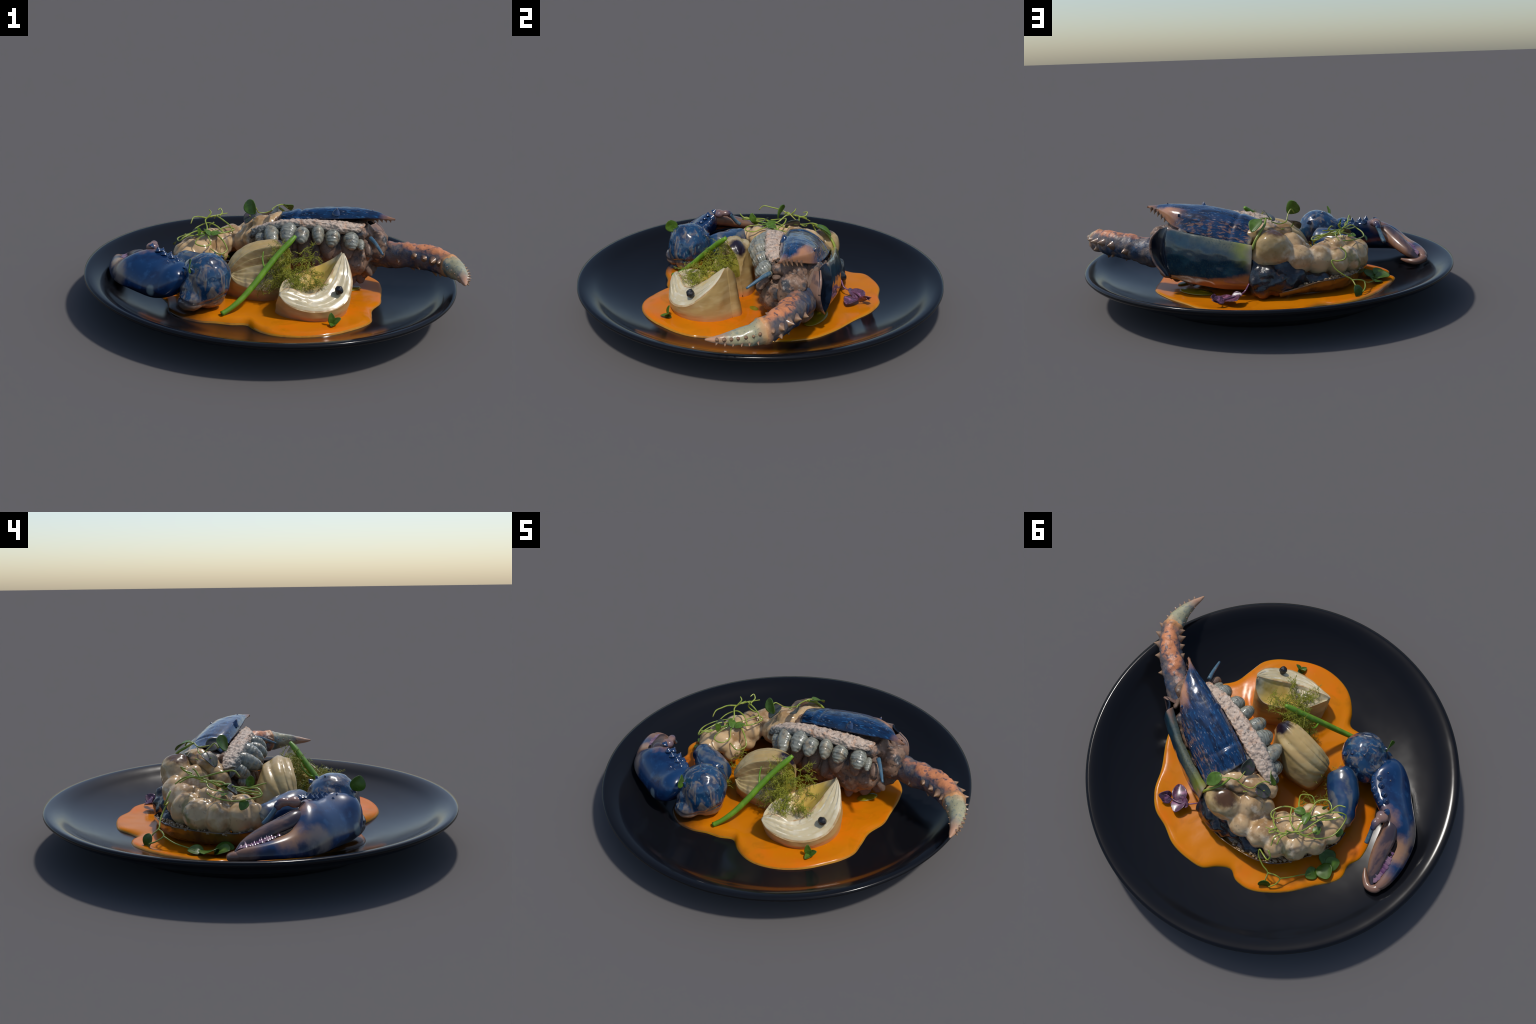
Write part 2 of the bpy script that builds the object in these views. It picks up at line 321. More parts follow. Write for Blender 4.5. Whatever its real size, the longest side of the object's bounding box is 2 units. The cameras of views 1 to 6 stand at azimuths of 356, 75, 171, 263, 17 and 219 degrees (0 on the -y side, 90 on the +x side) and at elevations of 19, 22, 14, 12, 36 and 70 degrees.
def split_off(ob, name, m, test):
    """Moves the faces whose centre passes test into a part of its own, keeping the whole body's normals."""
    me = ob.data; nv = len(me.vertices); no = np.empty(nv * 3); me.vertex_normals.foreach_get('vector', no); no = no.reshape(-1, 3)
    co = [v.co.copy() for v in me.vertices]; polys = [(tuple(p.vertices), bool(test(p.center))) for p in me.polygons]
    parent, base, mats = ob.parent, ob.name, [x for x in me.materials]
    bpy.data.objects.remove(ob); bpy.data.meshes.remove(me); res = []
    for nm, flag, mm in ((base, False, mats), (name, True, [m])):
        F = [p for p, t in polys if t == flag]; ids = sorted({i for f in F for i in f}); ix = {i: k for k, i in enumerate(ids)}
        o = new(nm, [co[i] for i in ids], [tuple(ix[i] for i in f) for f in F], mm, parent)
        o.data.normals_split_custom_set_from_vertices([tuple(no[i]) for i in ids]); res.append(o)
    return res

class Bunch:
    """Collects many small tubes or lumps into one mesh."""
    def __init__(s): s.V = []; s.F = []
    def add(s, V, F):
        o = len(s.V); s.V += list(V); s.F += [tuple(i + o for i in f) for f in F]
    def build(s, name, m, parent=None): return new(name, s.V, s.F, m, parent)

def orient(loc, axis, scale, spin=0):
    """Matrix that stands a unit +z shape on loc along axis."""
    q = Vector(axis).normalized().to_track_quat('Z', 'Y')
    return Matrix.Translation(loc) @ q.to_matrix().to_4x4() @ Matrix.Rotation(spin, 4, 'Z') @ Matrix.Diagonal((*scale, 1))

def copies(name, me, mats, parent):
    for M in mats:
        ob = bpy.data.objects.new(name, me); SC.objects.link(ob); adopt(ob, parent); ob.matrix_basis = M
    return

def sphere_unit(sub=3):
    bm = bmesh.new(); bmesh.ops.create_icosphere(bm, subdivisions=sub, radius=1)
    V = np.array([v.co[:] for v in bm.verts]); F = [tuple(v.index for v in f.verts) for f in bm.faces]; bm.free(); return V, F
ICO = sphere_unit(3); ICO2 = sphere_unit(2)

def blob(name, balls, m, parent, voxel=.01, smooth=6, rough=None):
    """Melts ellipsoids (centre, radii) into one skin."""
    b = Bunch()
    for c, r in balls:
        r = np.array(r if hasattr(r, '__len__') else (r, r, r)); b.add(ICO[0] * r + np.array(c), ICO[1])
    ob = b.build(name, m, parent)
    x = ob.modifiers.new('r', 'REMESH'); x.mode = 'VOXEL'; x.voxel_size = voxel; x.use_smooth_shade = True
    y = ob.modifiers.new('k', 'SMOOTH'); y.factor = .5; y.iterations = smooth
    apply_mods(ob)
    if rough: displace(ob, rough)
    ob.data.shade_smooth(); return ob

# ------------------------------------------------------------------ plate
def plate_z(r):
    return float(np.interp(r, [0, .5, .60, .70, .80, .88, .93, .965, .985], [.057, .057, .063, .083, .111, .143, .168, .182, .186]))
prof = [(0, .057), (.3, .057), (.5, .057), (.60, .063), (.70, .083), (.80, .111), (.88, .143), (.93, .172), (.965, .186), (.983, .189), (.994, .1895), (1.0005, .1875), (1.002, .182), (.999, .173), (.983, .158),
        (.93, .130), (.85, .093), (.77, .061), (.71, .036), (.672, .014), (.656, .003), (.645, 0), (.615, 0), (.602, .004), (.59, .022), (.5, .03), (0, .03)]
prof = cr(np.array([(r, 0, z) for r, z in prof]), 130)
NP = 256; V = []
for r, _, z in prof:
    for k in range(NP):
        a = 2 * math.pi * k / NP; V.append((max(r, .0005) * math.cos(a), max(r, .0005) * math.sin(a), z))
plate = fix_normals(new('dinner_plate', V, grid_faces(len(prof), NP, True), M_plate)); plate.data.shade_smooth()
plate['label'] = 'round matt black coupe plate with a low foot'; plate['category'] = 'plate'

# ------------------------------------------------------------------ sauce
edge = [(.50, -.389), (.479, -.478), (.43, -.54), (.361, -.59), (.273, -.643), (.183, -.672), (.092, -.675), (.013, -.658), (-.059, -.614), (-.112, -.556), (-.15, -.497), (-.225, -.497),
        (-.30, -.482), (-.384, -.483), (-.47, -.452), (-.531, -.375), (-.56, -.214), (-.624, -.093), (-.662, .021), (-.667, .071), (-.642, .147), (-.656, .207), (-.569, .352), (-.45, .498), (-.297, .585), (-.235, .583),
        (-.184, .557), (-.124, .59), (-.068, .647), (.025, .664), (.143, .655), (.241, .61), (.335, .579), (.42, .499), (.475, .391), (.583, .225), (.635, .094), (.632, .024), (.602, -.117), (.585, -.195), (.522, -.29)]
E_ = cr(np.array([(x, y, 0) for x, y in edge + edge[:1]]), 241)[:-1]
ang = np.unwrap(np.arctan2(E_[:, 1], E_[:, 0])); rad = np.hypot(E_[:, 0], E_[:, 1])
ts = np.r_[np.linspace(.02, .9, 16), .94, .965, .98, .99, .996, 1.0]; V = []; nE = len(E_)
for t in ts:
    for a, r in zip(ang, rad):
        R = r * t; d = r - R; x, y = R * math.cos(a), R * math.sin(a)
        h = .013 * (1 - math.exp(-d / .008)) + .003 * fbm((x, y, 3), 6) * min(1, d / .08) + .006 * min(1, max(0, (.275 - math.hypot(x - .19, y + .40)) / .018)) * min(1, d / .03)
        lift = .012 + .011 * min(1, max(0, (-y - .15) / .25)) - .013 * min(1, max(0, (x * .85 + y * .5 - .25) / .25))     # pool lies deeper to the front
        V.append((x, y, plate_z(R) - .002 + h + max(lift, 0) * min(1, d / .03) * (1 - min(1, max(0, (R - .5) / .15)) * .8) + (0.0008 if t < 1 else 0)))
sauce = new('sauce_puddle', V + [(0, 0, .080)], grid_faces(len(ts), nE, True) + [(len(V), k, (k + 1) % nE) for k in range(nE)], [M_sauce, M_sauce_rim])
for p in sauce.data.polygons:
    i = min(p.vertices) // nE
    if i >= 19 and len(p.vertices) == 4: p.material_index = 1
fix_normals(sauce); sauce['label'] = 'glossy orange sauce puddle with scalloped edge'; sauce['category'] = 'sauce'
def puddle(name, c, rx, ry, rot, z, h, m):
    V = ICO[0] * np.array((rx, ry, h)); c_, s_ = math.cos(rot), math.sin(rot)
    V = [(c[0] + v[0] * c_ - v[1] * s_, c[1] + v[0] * s_ + v[1] * c_, z + v[2]) for v in V]
    o = new(name, V, ICO[1], m); o['label'] = 'small drop of green herb oil on sauce'; o['category'] = 'oil'; return o
puddle('herb_oil', (.42, .19), .11, .05, -.75, .076, .010, M_oil); puddle('herb_oil', (.46, -.01), .06, .03, .6, .076, .007, M_oil); puddle('herb_oil', (.24, -.1), .05, .03, .3, .076, .007, M_oil)

# ------------------------------------------------------------------ lobster
lob = empty('lobster', (.1, .1, .09), 'blue lobster pieces with pale meat and claw', 'lobster')

# head shell: rails run from the beak tip backwards
T0 = (.644, -.075, .500)
head_rails = [
    [T0, (.60, -.060, .494), (.535, -.040, .493), (.494, -.030, .489), (.37, .006, .471), (.246, .049, .453), (.128, .097, .435), (.055, .135, .408)],
    [T0, (.605, -.055, .505), (.56, -.028, .514), (.50, -.010, .515), (.37, .030, .508), (.25, .080, .492), (.14, .125, .463), (.06, .168, .436)],
    [T0, (.607, -.045, .509), (.565, .005, .517), (.51, .035, .521), (.38, .090, .514), (.26, .140, .495), (.15, .178, .468), (.07, .215, .442)],
    [T0, (.606, -.032, .496), (.577, .030, .494), (.534, .108, .486), (.432, .182, .470), (.312, .232, .452), (.197, .264, .434), (.10, .285, .412)],
    [T0, (.605, -.025, .484), (.566, .048, .456), (.512, .146, .418), (.415, .226, .392), (.325, .276, .374), (.238, .316, .358), (.145, .355, .348)]]
for k_, (dy_, dz_) in enumerate([(-.004, -.002), (-.003, .003), (0, .005), (.003, .003), (.004, -.003)]): head_rails[k_][0] = (T0[0], T0[1] + dy_, T0[2] + dz_)
NU, NV = 96, 40
GR = rails_grid(head_rails, NU, NV)
iG = 78
for i in range(NU):       # neck groove with a raised lip behind it
    w = math.exp(-((i - iG) / 1.6) ** 2) * -.006 + math.exp(-((i - iG - 4.5) / 2.4) ** 2) * .003
    GR[i, :, 2] += w
for i in range(NU):
    for j in range(NV): GR[i, j] += np.array((0, .3, .9)) * .0016 * fbm(GR[i, j], 24)
car = fix_normals(solidify(new('carapace', GR.reshape(-1, 3), grid_faces(NU, NV), M_carapace, lob), .012, -1))
car, rost = split_off(car, 'rostrum', M_rostrum, lambda c: c[0] * .75 - c[1] * .65 > .36)

def cone_mesh(name, m, n=10, bend=.25, base=1.):
    V = []
    hs = [(-.4, 1.5), (-.1, 1.28), (.1, 1.0), (.3, .72), (.55, .46), (.8, .24), (.95, .10), (1, .02)]
    for h, r in hs:
        for k in range(n):
            a = 2 * math.pi * k / n; V.append((r * math.cos(a) * base + bend * h * h, r * math.sin(a) * base, h))
    V.append((bend, 0, 1.02)); F = grid_faces(len(hs), n, True) + [(len(V) - 1, (len(hs) - 1) * n + k, (len(hs) - 1) * n + (k + 1) % n) for k in range(n)]
    o = new(name, V, F, m); me = o.data; bpy.data.objects.remove(o); return me
ME_sp = cone_mesh('spine', M_spine); ME_bsp = cone_mesh('spine', M_bluespine)
copies('spine', ME_bsp, [orient((.347, .035, .502), (-.1, -.3, 1), (.018, .018, .026)), orient((.533, .0, .508), (.4, 0, 1), (.012, .012, .022)),
    orient((.478, .135, .468), (.4, .45, .6), (.02, .02, .035)), orient((.33, .245, .385), (.1, .6, .7), (.022, .022, .025))], rost)
copies('spine', ME_sp, [orient(p, (.45, .3, -1), (.008, .008, .022)) for p in [(.625, -.05, .489), (.607, -.028, .482), (.590, .0, .473), (.573, .03, .462), (.557, .058, .452)]], rost)

# side shell and its flared front lip
P_r = [[(.545, .160, .415), (.48, .205, .40), (.36, .275, .38), (.232, .325, .358), (.145, .352, .34)],
    [(.548, .190, .432), (.48, .232, .413), (.36, .297, .392), (.232, .346, .368), (.14, .377, .350)],
    [(.566, .212, .37), (.48, .26, .36), (.36, .324, .345), (.24, .372, .325), (.145, .402, .30)],
    [(.570, .218, .28), (.47, .278, .27), (.36, .336, .255), (.25, .383, .24), (.155, .412, .22)],
    [(.558, .205, .20), (.46, .268, .19), (.36, .325, .175), (.26, .372, .16), (.165, .405, .15)],
    [(.550, .180, .16), (.46, .235, .14), (.37, .285, .127), (.27, .335, .118), (.18, .365, .118)]]
g = rails_grid(P_r, 40, 36)
for i in range(40):
    for j in range(36): g[i, j] += np.array((.35, .9, .2)) * .004 * fbm(g[i, j], 14)
panel = solidify(new('side_shell', g.reshape(-1, 3), grid_faces(40, 36), M_panel, lob), .010, -1, .003)
lip0 = np.array([(.548, .190, .432), (.566, .212, .37), (.570, .218, .28), (.558, .205, .20), (.552, .188, .162)])
lip1 = np.array([(.590, .148, .415), (.632, .138, .37), (.643, .128, .31), (.618, .150, .225), (.573, .183, .170)])
back = np.array([(.545, .128, .395), (.560, .100, .355), (.565, .085, .31), (.555, .115, .23), (.535, .160, .176)])
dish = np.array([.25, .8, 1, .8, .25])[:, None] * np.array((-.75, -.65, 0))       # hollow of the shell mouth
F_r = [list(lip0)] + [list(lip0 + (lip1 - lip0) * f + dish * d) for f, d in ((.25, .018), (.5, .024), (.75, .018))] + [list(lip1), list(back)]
g = rails_grid(F_r, 36, 40)
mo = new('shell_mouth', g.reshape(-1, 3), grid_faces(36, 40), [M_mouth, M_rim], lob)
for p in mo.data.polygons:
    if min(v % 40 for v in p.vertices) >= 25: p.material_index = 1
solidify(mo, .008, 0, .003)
rimp = [np.array(p) + (.001, .0, .0) for p in lip1]
tube('shell_rim', rimp, [.004, .007, .008, .007, .004], M_rim, lob, 10, 50)

# crusty cut strip
S_r = [[(.49, -.020, .425), (.37, .012, .43), (.246, .055, .42), (.128, .10, .40), (.04, .13, .38), (-.04, .150, .345), (-.09, .155, .31)],
    [(.49, -.020, .462), (.37, .012, .469), (.246, .055, .457), (.128, .10, .438), (.04, .13, .419), (-.04, .150, .395), (-.10, .155, .36)],
    [(.50, -.045, .466), (.37, -.030, .471), (.256, .005, .474), (.15, .04, .468), (.06, .065, .452), (-.04, .10, .42), (-.12, .125, .375)],
    [(.49, -.068, .455), (.36, -.068, .458), (.266, -.043, .469), (.177, -.017, .472), (.095, .005, .463), (-.03, .045, .425), (-.115, .085, .375)],
    [(.48, -.080, .425), (.36, -.080, .425), (.266, -.060, .43), (.177, -.037, .43), (.085, -.015, .425), (-.04, .03, .385), (-.125, .085, .325)],
    [(.48, -.05, .39), (.36, -.05, .39), (.266, -.03, .39), (.177, -.005, .39), (.085, .02, .38), (-.03, .06, .34), (-.11, .11, .30)]]
g = rails_grid(S_r, 180, 60); V = list(g.reshape(-1, 3)); F = grid_faces(180, 60)
for i in (0, 179):
    c = g[i].mean(0); V.append(c); k = len(V) - 1; F += [(k, i * 60 + j, i * 60 + j + 1) for j in range(59)]
strip = fix_normals(new('cut_strip', V, F, M_strip, lob))
displace(strip, lambda c: .006 * fbm(c, 24, 3) + .005 * fbm(c, 60, 3) - .014)

# pearly gill lobes along the cut side
def gill_mesh():
    V = []; n = 26; hs = np.linspace(0, 1, 34)
    for h in hs:
        r = math.sin(math.pi * (h * .94 + .03) ** .85) ** .5
        r *= 1 + .022 * math.sin(h * 26) * (1 if h > .2 else h * 5)
        for k in range(n):
            a = 2 * math.pi * k / n; V.append((r * math.cos(a) + .12 * math.sin(h * 3), r * .85 * math.sin(a), h * 2 - 1))
    F = grid_faces(34, n, True) + [tuple(range(n))[::-1], tuple(33 * n + k for k in range(n))]
    o = new('gill', V, F, M_gill); me = o.data; bpy.data.objects.remove(o); return me
ME_g = gill_mesh()
gl = [((.423, -.108, .385), .040, .055), ((.322, -.094, .388), .040, .052), ((.240, -.082, .392), .040, .050), ((.162, -.072, .398), .042, .052), ((.088, -.038, .405), .042, .066), ((.0, -.012, .375), .044, .07),
      ((-.05, .03, .335), .034, .055), ((.475, -.115, .36), .02, .035), ((-.055, .012, .285), .026, .04)]
copies('gill', ME_g, [orient(np.array(c) + (random.uniform(-.006, .006), .020, -.004 + random.uniform(-.008, .008)), (random.uniform(-.25, .1), -.85, -.45 + random.uniform(-.2, .2)), (r * random.uniform(.95, 1.18), r * random.uniform(1.0, 1.25), h * random.uniform(.95, 1.15)), random.uniform(0, 6)) for c, r, h in gl], lob)
gl2 = [((.40, -.07, .33), .04, .06), ((.29, -.055, .33), .045, .07), ((.18, -.03, .33), .045, .08), ((.08, .0, .32), .045, .08), ((.02, .03, .30), .05, .08), ((.24, -.05, .28), .035, .06), ((.13, -.01, .26), .035, .06)]
MEd = ME_g.copy(); MEd.materials.clear(); MEd.materials.append(M_core)
copies('gill', MEd, [orient(c, (random.uniform(-.3, .3), -.6, -1), (r, r, h), random.uniform(0, 6)) for c, r, h in gl2], lob)

# inner head flesh
core = blob('head_flesh', [((.49, .04, .33), (.095, .075, .12)), ((.55, .040, .29), (.08, .065, .10)), ((.42, .06, .31), (.12, .11, .14)), ((.30, .10, .31), (.13, .12, .14)), ((.18, .15, .30), (.13, .13, .13)),
    ((.08, .19, .29), (.12, .13, .12)), ((.43, .09, .19), (.11, .08, .10)), ((.33, .13, .18), (.14, .11, .10)), ((.20, .19, .17), (.13, .12, .09)), ((.10, .23, .17), (.12, .11, .09)), ((.02, .16, .25), (.09, .09, .09)),
    ((.40, .02, .19), (.10, .06, .09)), ((.53, .07, .20), (.07, .07, .08)), ((.47, -.02, .40), (.05, .045, .05)), ((.50, .0, .40), (.04, .04, .05)),
    ((.36, -.015, .27), (.10, .07, .13)), ((.25, .01, .27), (.10, .075, .13)), ((.14, .05, .26), (.10, .08, .12)), ((.06, .09, .25), (.09, .09, .11)), ((.30, .07, .14), (.2, .09, .06)), ((.45, .16, .37), (.06, .06, .06)), ((.38, .19, .34), (.09, .07, .06)), ((.26, .24, .33), (.09, .07, .05)), 
    ((-.01, .09, .22), (.07, .06, .09)), ((.46, -.045, .27), (.07, .055, .09)), ((.39, -.055, .22), (.08, .05, .09)), ((.575, -.005, .31), (.055, .05, .085)), ((.60, .03, .35), (.045, .05, .05)), ((.28, .06, .385), (.14, .05, .04)), ((.12, .125, .37), (.12, .06, .04))], M_core, lob, .011, 5,
    lambda c: .020 * fbm(c, 11, 3) + .006 * fbm(c, 35, 2))
# small folded mouth parts under the beak
mp = []
for k in range(14):
    p = (random.uniform(.46, .57), random.uniform(-.05, .12), random.uniform(.15, .38))
    mp.append(orient(p, (random.uniform(.2, 1), random.uniform(-1, .5), random.uniform(-1, .2)), (random.uniform(.018, .032), random.uniform(.014, .026), random.uniform(.04, .07)), random.uniform(0, 6)))
copies('mouth_part', MEd, mp, lob)
copies('mouth_part', MEd, [orient(p, d, s) for p, d, s in [((.36, -.03, .14), (.1, -.5, -1), (.03, .02, .05)), ((.44, 0, .13), (.2, -.5, -1), (.04, .025, .04)), ((.50, .04, .14), (.3, -.5, -1), (.04, .03, .05)), ((.29, -.02, .16), (0, -.5, -1), (.025, .02, .06))]], lob)
tube('antenna', [(.52, -.085, .395), (.535, -.125, .385), (.552, -.175, .364), (.565, -.215, .347)], [.012, .010, .0085, .006], M_antenna, lob, 10, 14)
tube('antenna', [(.50, -.09, .36), (.505, -.12, .345), (.508, -.135, .315), (.505, -.13, .285)], [.014, .02, .019, .005], M_core, lob, 12, 16)

# long spiny leg
LP = [(.56, .08, .262), (.60, .055, .264), (.65, .025, .270), (.706, -.014, .282), (.763, -.053, .293), (.82, -.095, .298), (.874, -.15, .299), (.918, -.215, .297), (.943, -.285, .293), (.949, -.354, .290), (.943, -.42, .288), (.930, -.487, .289)]
LR = [(.062, .068), (.066, .072), (.067, .073), (.066, .072), (.064, .069), (.063, .067), (.061, .064), (.057, .059), (.048, .049), (.036, .036), (.022, .022), (.004, .004)]
NL, NVL = 110, 30
V, F = tube_data(LP, LR, NVL, (0, 0, 1), NL)
for k in range(NL * NVL):
    i = k // NVL; v = V[k]; c = np.mean(V[i * NVL:(i + 1) * NVL], 0) if k % NVL == 0 else c
    V[k] = c + (v - c) * (1 + .14 * fbm(v, 18, 3) + (.07 if 0 < 72 - i < 4 else 0))
cutL = 72
def part(V, nv, i0, i1, capend):
    W = V[i0 * nv:(i1 + 1) * nv]; Fp = grid_faces(i1 - i0 + 1, nv, True)
    Fp.append(tuple(range(nv))[::-1] if not capend else tuple((i1 - i0) * nv + k for k in range(nv)))
    return W, Fp
leg = fix_normals(new('leg', V, F, M_leg, lob)); ringL = [tuple(np.mean(V[i * NVL:(i + 1) * NVL], 0)) for i in (cutL, cutL + 1)]
ctrL = Vector(ringL[0]); dirL = Vector(ringL[1]) - ctrL
leg, legtip = split_off(leg, 'leg_tip', M_legtip, lambda c: (c - ctrL).dot(dirL) > 0)
C = cr(np.concatenate([np.array(LP), np.array(LR).mean(1)[:, None]], 1), 200); Tn = np.gradient(C[:, :3], axis=0); Tn /= np.linalg.norm(Tn, axis=1)[:, None]
def leg_spines(rows, s):
    L = []
    for t, a, ln, r in rows:
        i = int(t * 199); B = np.cross(Tn[i], (0, 0, 1)); B /= np.linalg.norm(B); N = np.cross(B, Tn[i])
        d = B * math.cos(a) + N * math.sin(a); L.append(orient(C[i, :3] + d * C[i, 3] * .88, d * 1.0 + Tn[i] * .3, (r * 1.15, r * 1.15, ln), random.uniform(0, 6)))
    return L
out, inn, top, bot = math.pi, 0, math.pi / 2, -math.pi / 2
R1 = [(.30, out + .2, .03, .018), (.42, out - .1, .028, .018), (.50, out - .2, .034, .018), (.57, out - .2, .034, .018), (.63, out - .25, .03, .015),
      (.38, inn + .25, .022, .016), (.47, inn + .2, .028, .017), (.545, inn + .2, .034, .018), (.61, inn + .3, .026, .015), (.33, bot, .03, .018), (.44, bot - .4, .024, .015), (.52, bot, .036, .02), (.59, bot + .3, .026, .016),
      (.26, inn - .3, .02, .014), (.41, bot + .6, .022, .015), (.57, out + .5, .026, .016)]
R1 = [(t, -a if False else a, l, r) for t, a, l, r in R1]
copies('spine', ME_sp, leg_spines(R1, 1), leg)
R2 = [(t, out - .35, .017, .008) for t in np.linspace(.70, .93, 7)] + [(t, out + .55, .015, .007) for t in np.linspace(.71, .93, 6)] + [(t, inn + .3, .012, .006) for t in np.linspace(.70, .88, 4)]
copies('spine', ME_sp, leg_spines(R2, 1), legtip)

# claw arm, knuckle, claw
arm = tube('arm', [(-.29, -.215, .215), (-.315, -.195, .215), (-.35, -.155, .218), (-.40, -.10, .218), (-.45, -.035, .212), (-.475, .0, .208), (-.50, .03, .205)],
    [(.02, .02), (.072, .072), (.085, .080), (.083, .076), (.068, .072), (.062, .066), (.04, .045)], M_arm, lob, 36, 50)
displace(arm, lambda c: .006 * fbm(c, 9, 3))
kn = blob('knuckle', [((-.347, -.337, .260), (.122, .122, .115)), ((-.342, -.350, .225), (.115, .115, .11)), ((-.378, -.320, .238), (.115, .115, .11)), ((-.425, -.415, .155), (.070, .055, .06)), ((-.41, -.37, .205), (.085, .075, .085)), ((-.35, -.345, .15), (.10, .085, .06))], M_knuckle, lob, .008, 10,
    lambda c: .005 * fbm(c, 14, 3) - .008 * math.exp(-((c[2] - .165 - .02 * math.sin(c[0] * 20)) / .007) ** 2))
copies('spine', ME_bsp, [orient(p, d, s) for p, d, s in [((-.36, -.30, .352), (-.2, .5, 1), (.018, .018, .022)), ((-.40, -.345, .335), (-.6, .1, 1), (.014, .014, .02)), ((-.31, -.27, .345), (.1, .6, 1), (.012, .012, .016)),
    ((-.275, -.245, .325), (.1, .8, .8), (.01, .01, .015)), ((-.42, -.41, .31), (-.7, -.2, .8), (.013, .013, .018)), ((-.34, -.255, .32), (-.1, .8, .6), (.010, .010, .014))]], kn)

def station(a, b, th, up=(-.35, -.35, .85)):
    a, b = np.array(a), np.array(b); return (a + b) / 2, (a - b) / 2, th
st = [station((-.445, -.375, .255), (-.475, -.40, .22), .03), station((-.447, -.33, .295), (-.52, -.425, .20), .062), station((-.452, -.275, .298), (-.60, -.405, .165), .066),
      station((-.490, -.215, .298), (-.665, -.340, .150), .066), station((-.555, -.170, .310), (-.735, -.268, .150), .064), station((-.615, -.140, .325), (-.795, -.205, .150), .058),
      station((-.665, -.115, .305), (-.835, -.150, .152), .050), station((-.715, -.095, .262), (-.855, -.100, .155), .036)]
fing = [station((-.755, -.062, .232), (-.866, -.050, .158), .031), station((-.788, .004, .213), (-.876, .020, .162), .029), station((-.806, .070, .196), (-.875, .085, .163), .027), station((-.810, .130, .182), (-.866, .140, .160), .026), station((-.812, .160, .176), (-.850, .170, .158), .020), station((-.820, .178, .168), (-.832, .182, .162), .006)]
path = st + fing
dat = []
for c, h, th in path: dat.append(np.concatenate([c, h, [th]]))
dat = np.array(dat); D = cr(dat, 84)
for _ in range(12): D[1:-1] = (D[:-2] + 2 * D[1:-1] + D[2:]) / 4
nvC = 40; V = []
for i in range(84):
    c, h, th = D[i, :3], D[i, 3:6], D[i, 6]
    Tt = D[min(i + 1, 83), :3] - D[max(i - 1, 0), :3]; N = np.cross(Tt, h); N /= np.linalg.norm(N); N = N if N[2] > 0 else -N
    for j in range(nvC):
        a = 2 * math.pi * j / nvC; ca, sa = math.cos(a), math.sin(a)
        e = 1.18; x = math.copysign(abs(ca) ** e, ca); y = math.copysign(abs(sa) ** e, sa)
        p = c + h * x + N * th * 1.1 * y; V.append(p * 1.0)
V = [v + (v - D[k // nvC, :3]) * .02 * fbm(v, 6, 2) for k, v in enumerate(V)]
cutC = int(83 * .60)
# fixed finger: rest of the loft continued into a hooked tip
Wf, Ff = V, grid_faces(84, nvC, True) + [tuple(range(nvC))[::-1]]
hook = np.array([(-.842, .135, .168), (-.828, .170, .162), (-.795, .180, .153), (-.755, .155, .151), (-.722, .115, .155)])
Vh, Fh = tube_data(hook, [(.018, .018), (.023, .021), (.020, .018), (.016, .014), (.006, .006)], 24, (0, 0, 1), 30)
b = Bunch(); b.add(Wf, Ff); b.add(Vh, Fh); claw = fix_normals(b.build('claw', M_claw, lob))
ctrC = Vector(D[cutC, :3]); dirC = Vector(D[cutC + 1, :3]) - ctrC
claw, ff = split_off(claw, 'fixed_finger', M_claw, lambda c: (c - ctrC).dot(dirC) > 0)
DR = [(-.672, -.130, .275), (-.694, -.104, .268), (-.714, -.060, .254), (-.729, -.004, .236), (-.748, .060, .212), (-.776, .122, .186), (-.806, .168, .163)]
tube('moving_finger', DR, [(.026, .028), (.040, .038), (.046, .038), (.045, .036), (.040, .033), (.029, .025), (.008, .008)], M_dactyl, lob, 28, 50)
# dark gape between the fingers, with teeth along the fixed finger
tube('claw_gape', [(-.71, -.125, .240), (-.752, -.068, .222), (-.775, .002, .204), (-.793, .065, .188), (-.806, .14, .170)], [(.036, .03), (.036, .03), (.032, .026), (.026, .022), (.01, .01)], M_gape, lob, 18, 36)
te = cr(np.array([(-.735, -.115, .243), (-.765, -.068, .225), (-.790, .004, .207), (-.808, .075, .190), (-.808, .140, .176)]), 26)
copies('tooth', cone_mesh('tooth', M_tooth), [orient(p + np.array((.010, 0, .012)), (.55, .1, .7), (.011 + .004 * random.random(), .011, .013 + .010 * random.random()), random.uniform(0, 6)) for p in te], ff)
# blunt spines on the crest of the claw
cs = [(-.455, -.30, .305), (-.465, -.262, .30), (-.478, -.228, .303), (-.505, -.197, .31), (-.535, -.175, .315), (-.575, -.152, .33), (-.632, -.128, .345), (-.452, -.345, .305)]
copies('spine', ME_bsp, [orient(np.array(p) - .004, (.4, .4, .8), (.013, .013, .010 + .009 * random.random())) for p in cs] + [orient(p, (-.1, .1, 1), (.012, .012, .012 + .008 * random.random())) for p in [(-.50, -.265, .318), (-.53, -.235, .322), (-.57, -.205, .328), (-.545, -.29, .305), (-.51, -.315, .305), (-.60, -.18, .338)]], claw)
blob('claw_hinge', [((-.635, -.105, .325), (.035, .03, .025)), ((-.630, -.06, .325), (.022, .03, .02)), ((-.635, -.035, .31), (.016, .018, .02))], M_claw, lob, .006, 4)
tube('hinge_rod', [(-.630, -.04, .318), (-.638, -.015, .285), (-.646, .01, .255), (-.651, .03, .238)], [.013, .011, .012, .011], M_antenna, lob, 12, 14)
blob('claw_hinge', [((-.70, -.175, .272), (.022, .02, .016))], M_claw, lob, .005, 2)

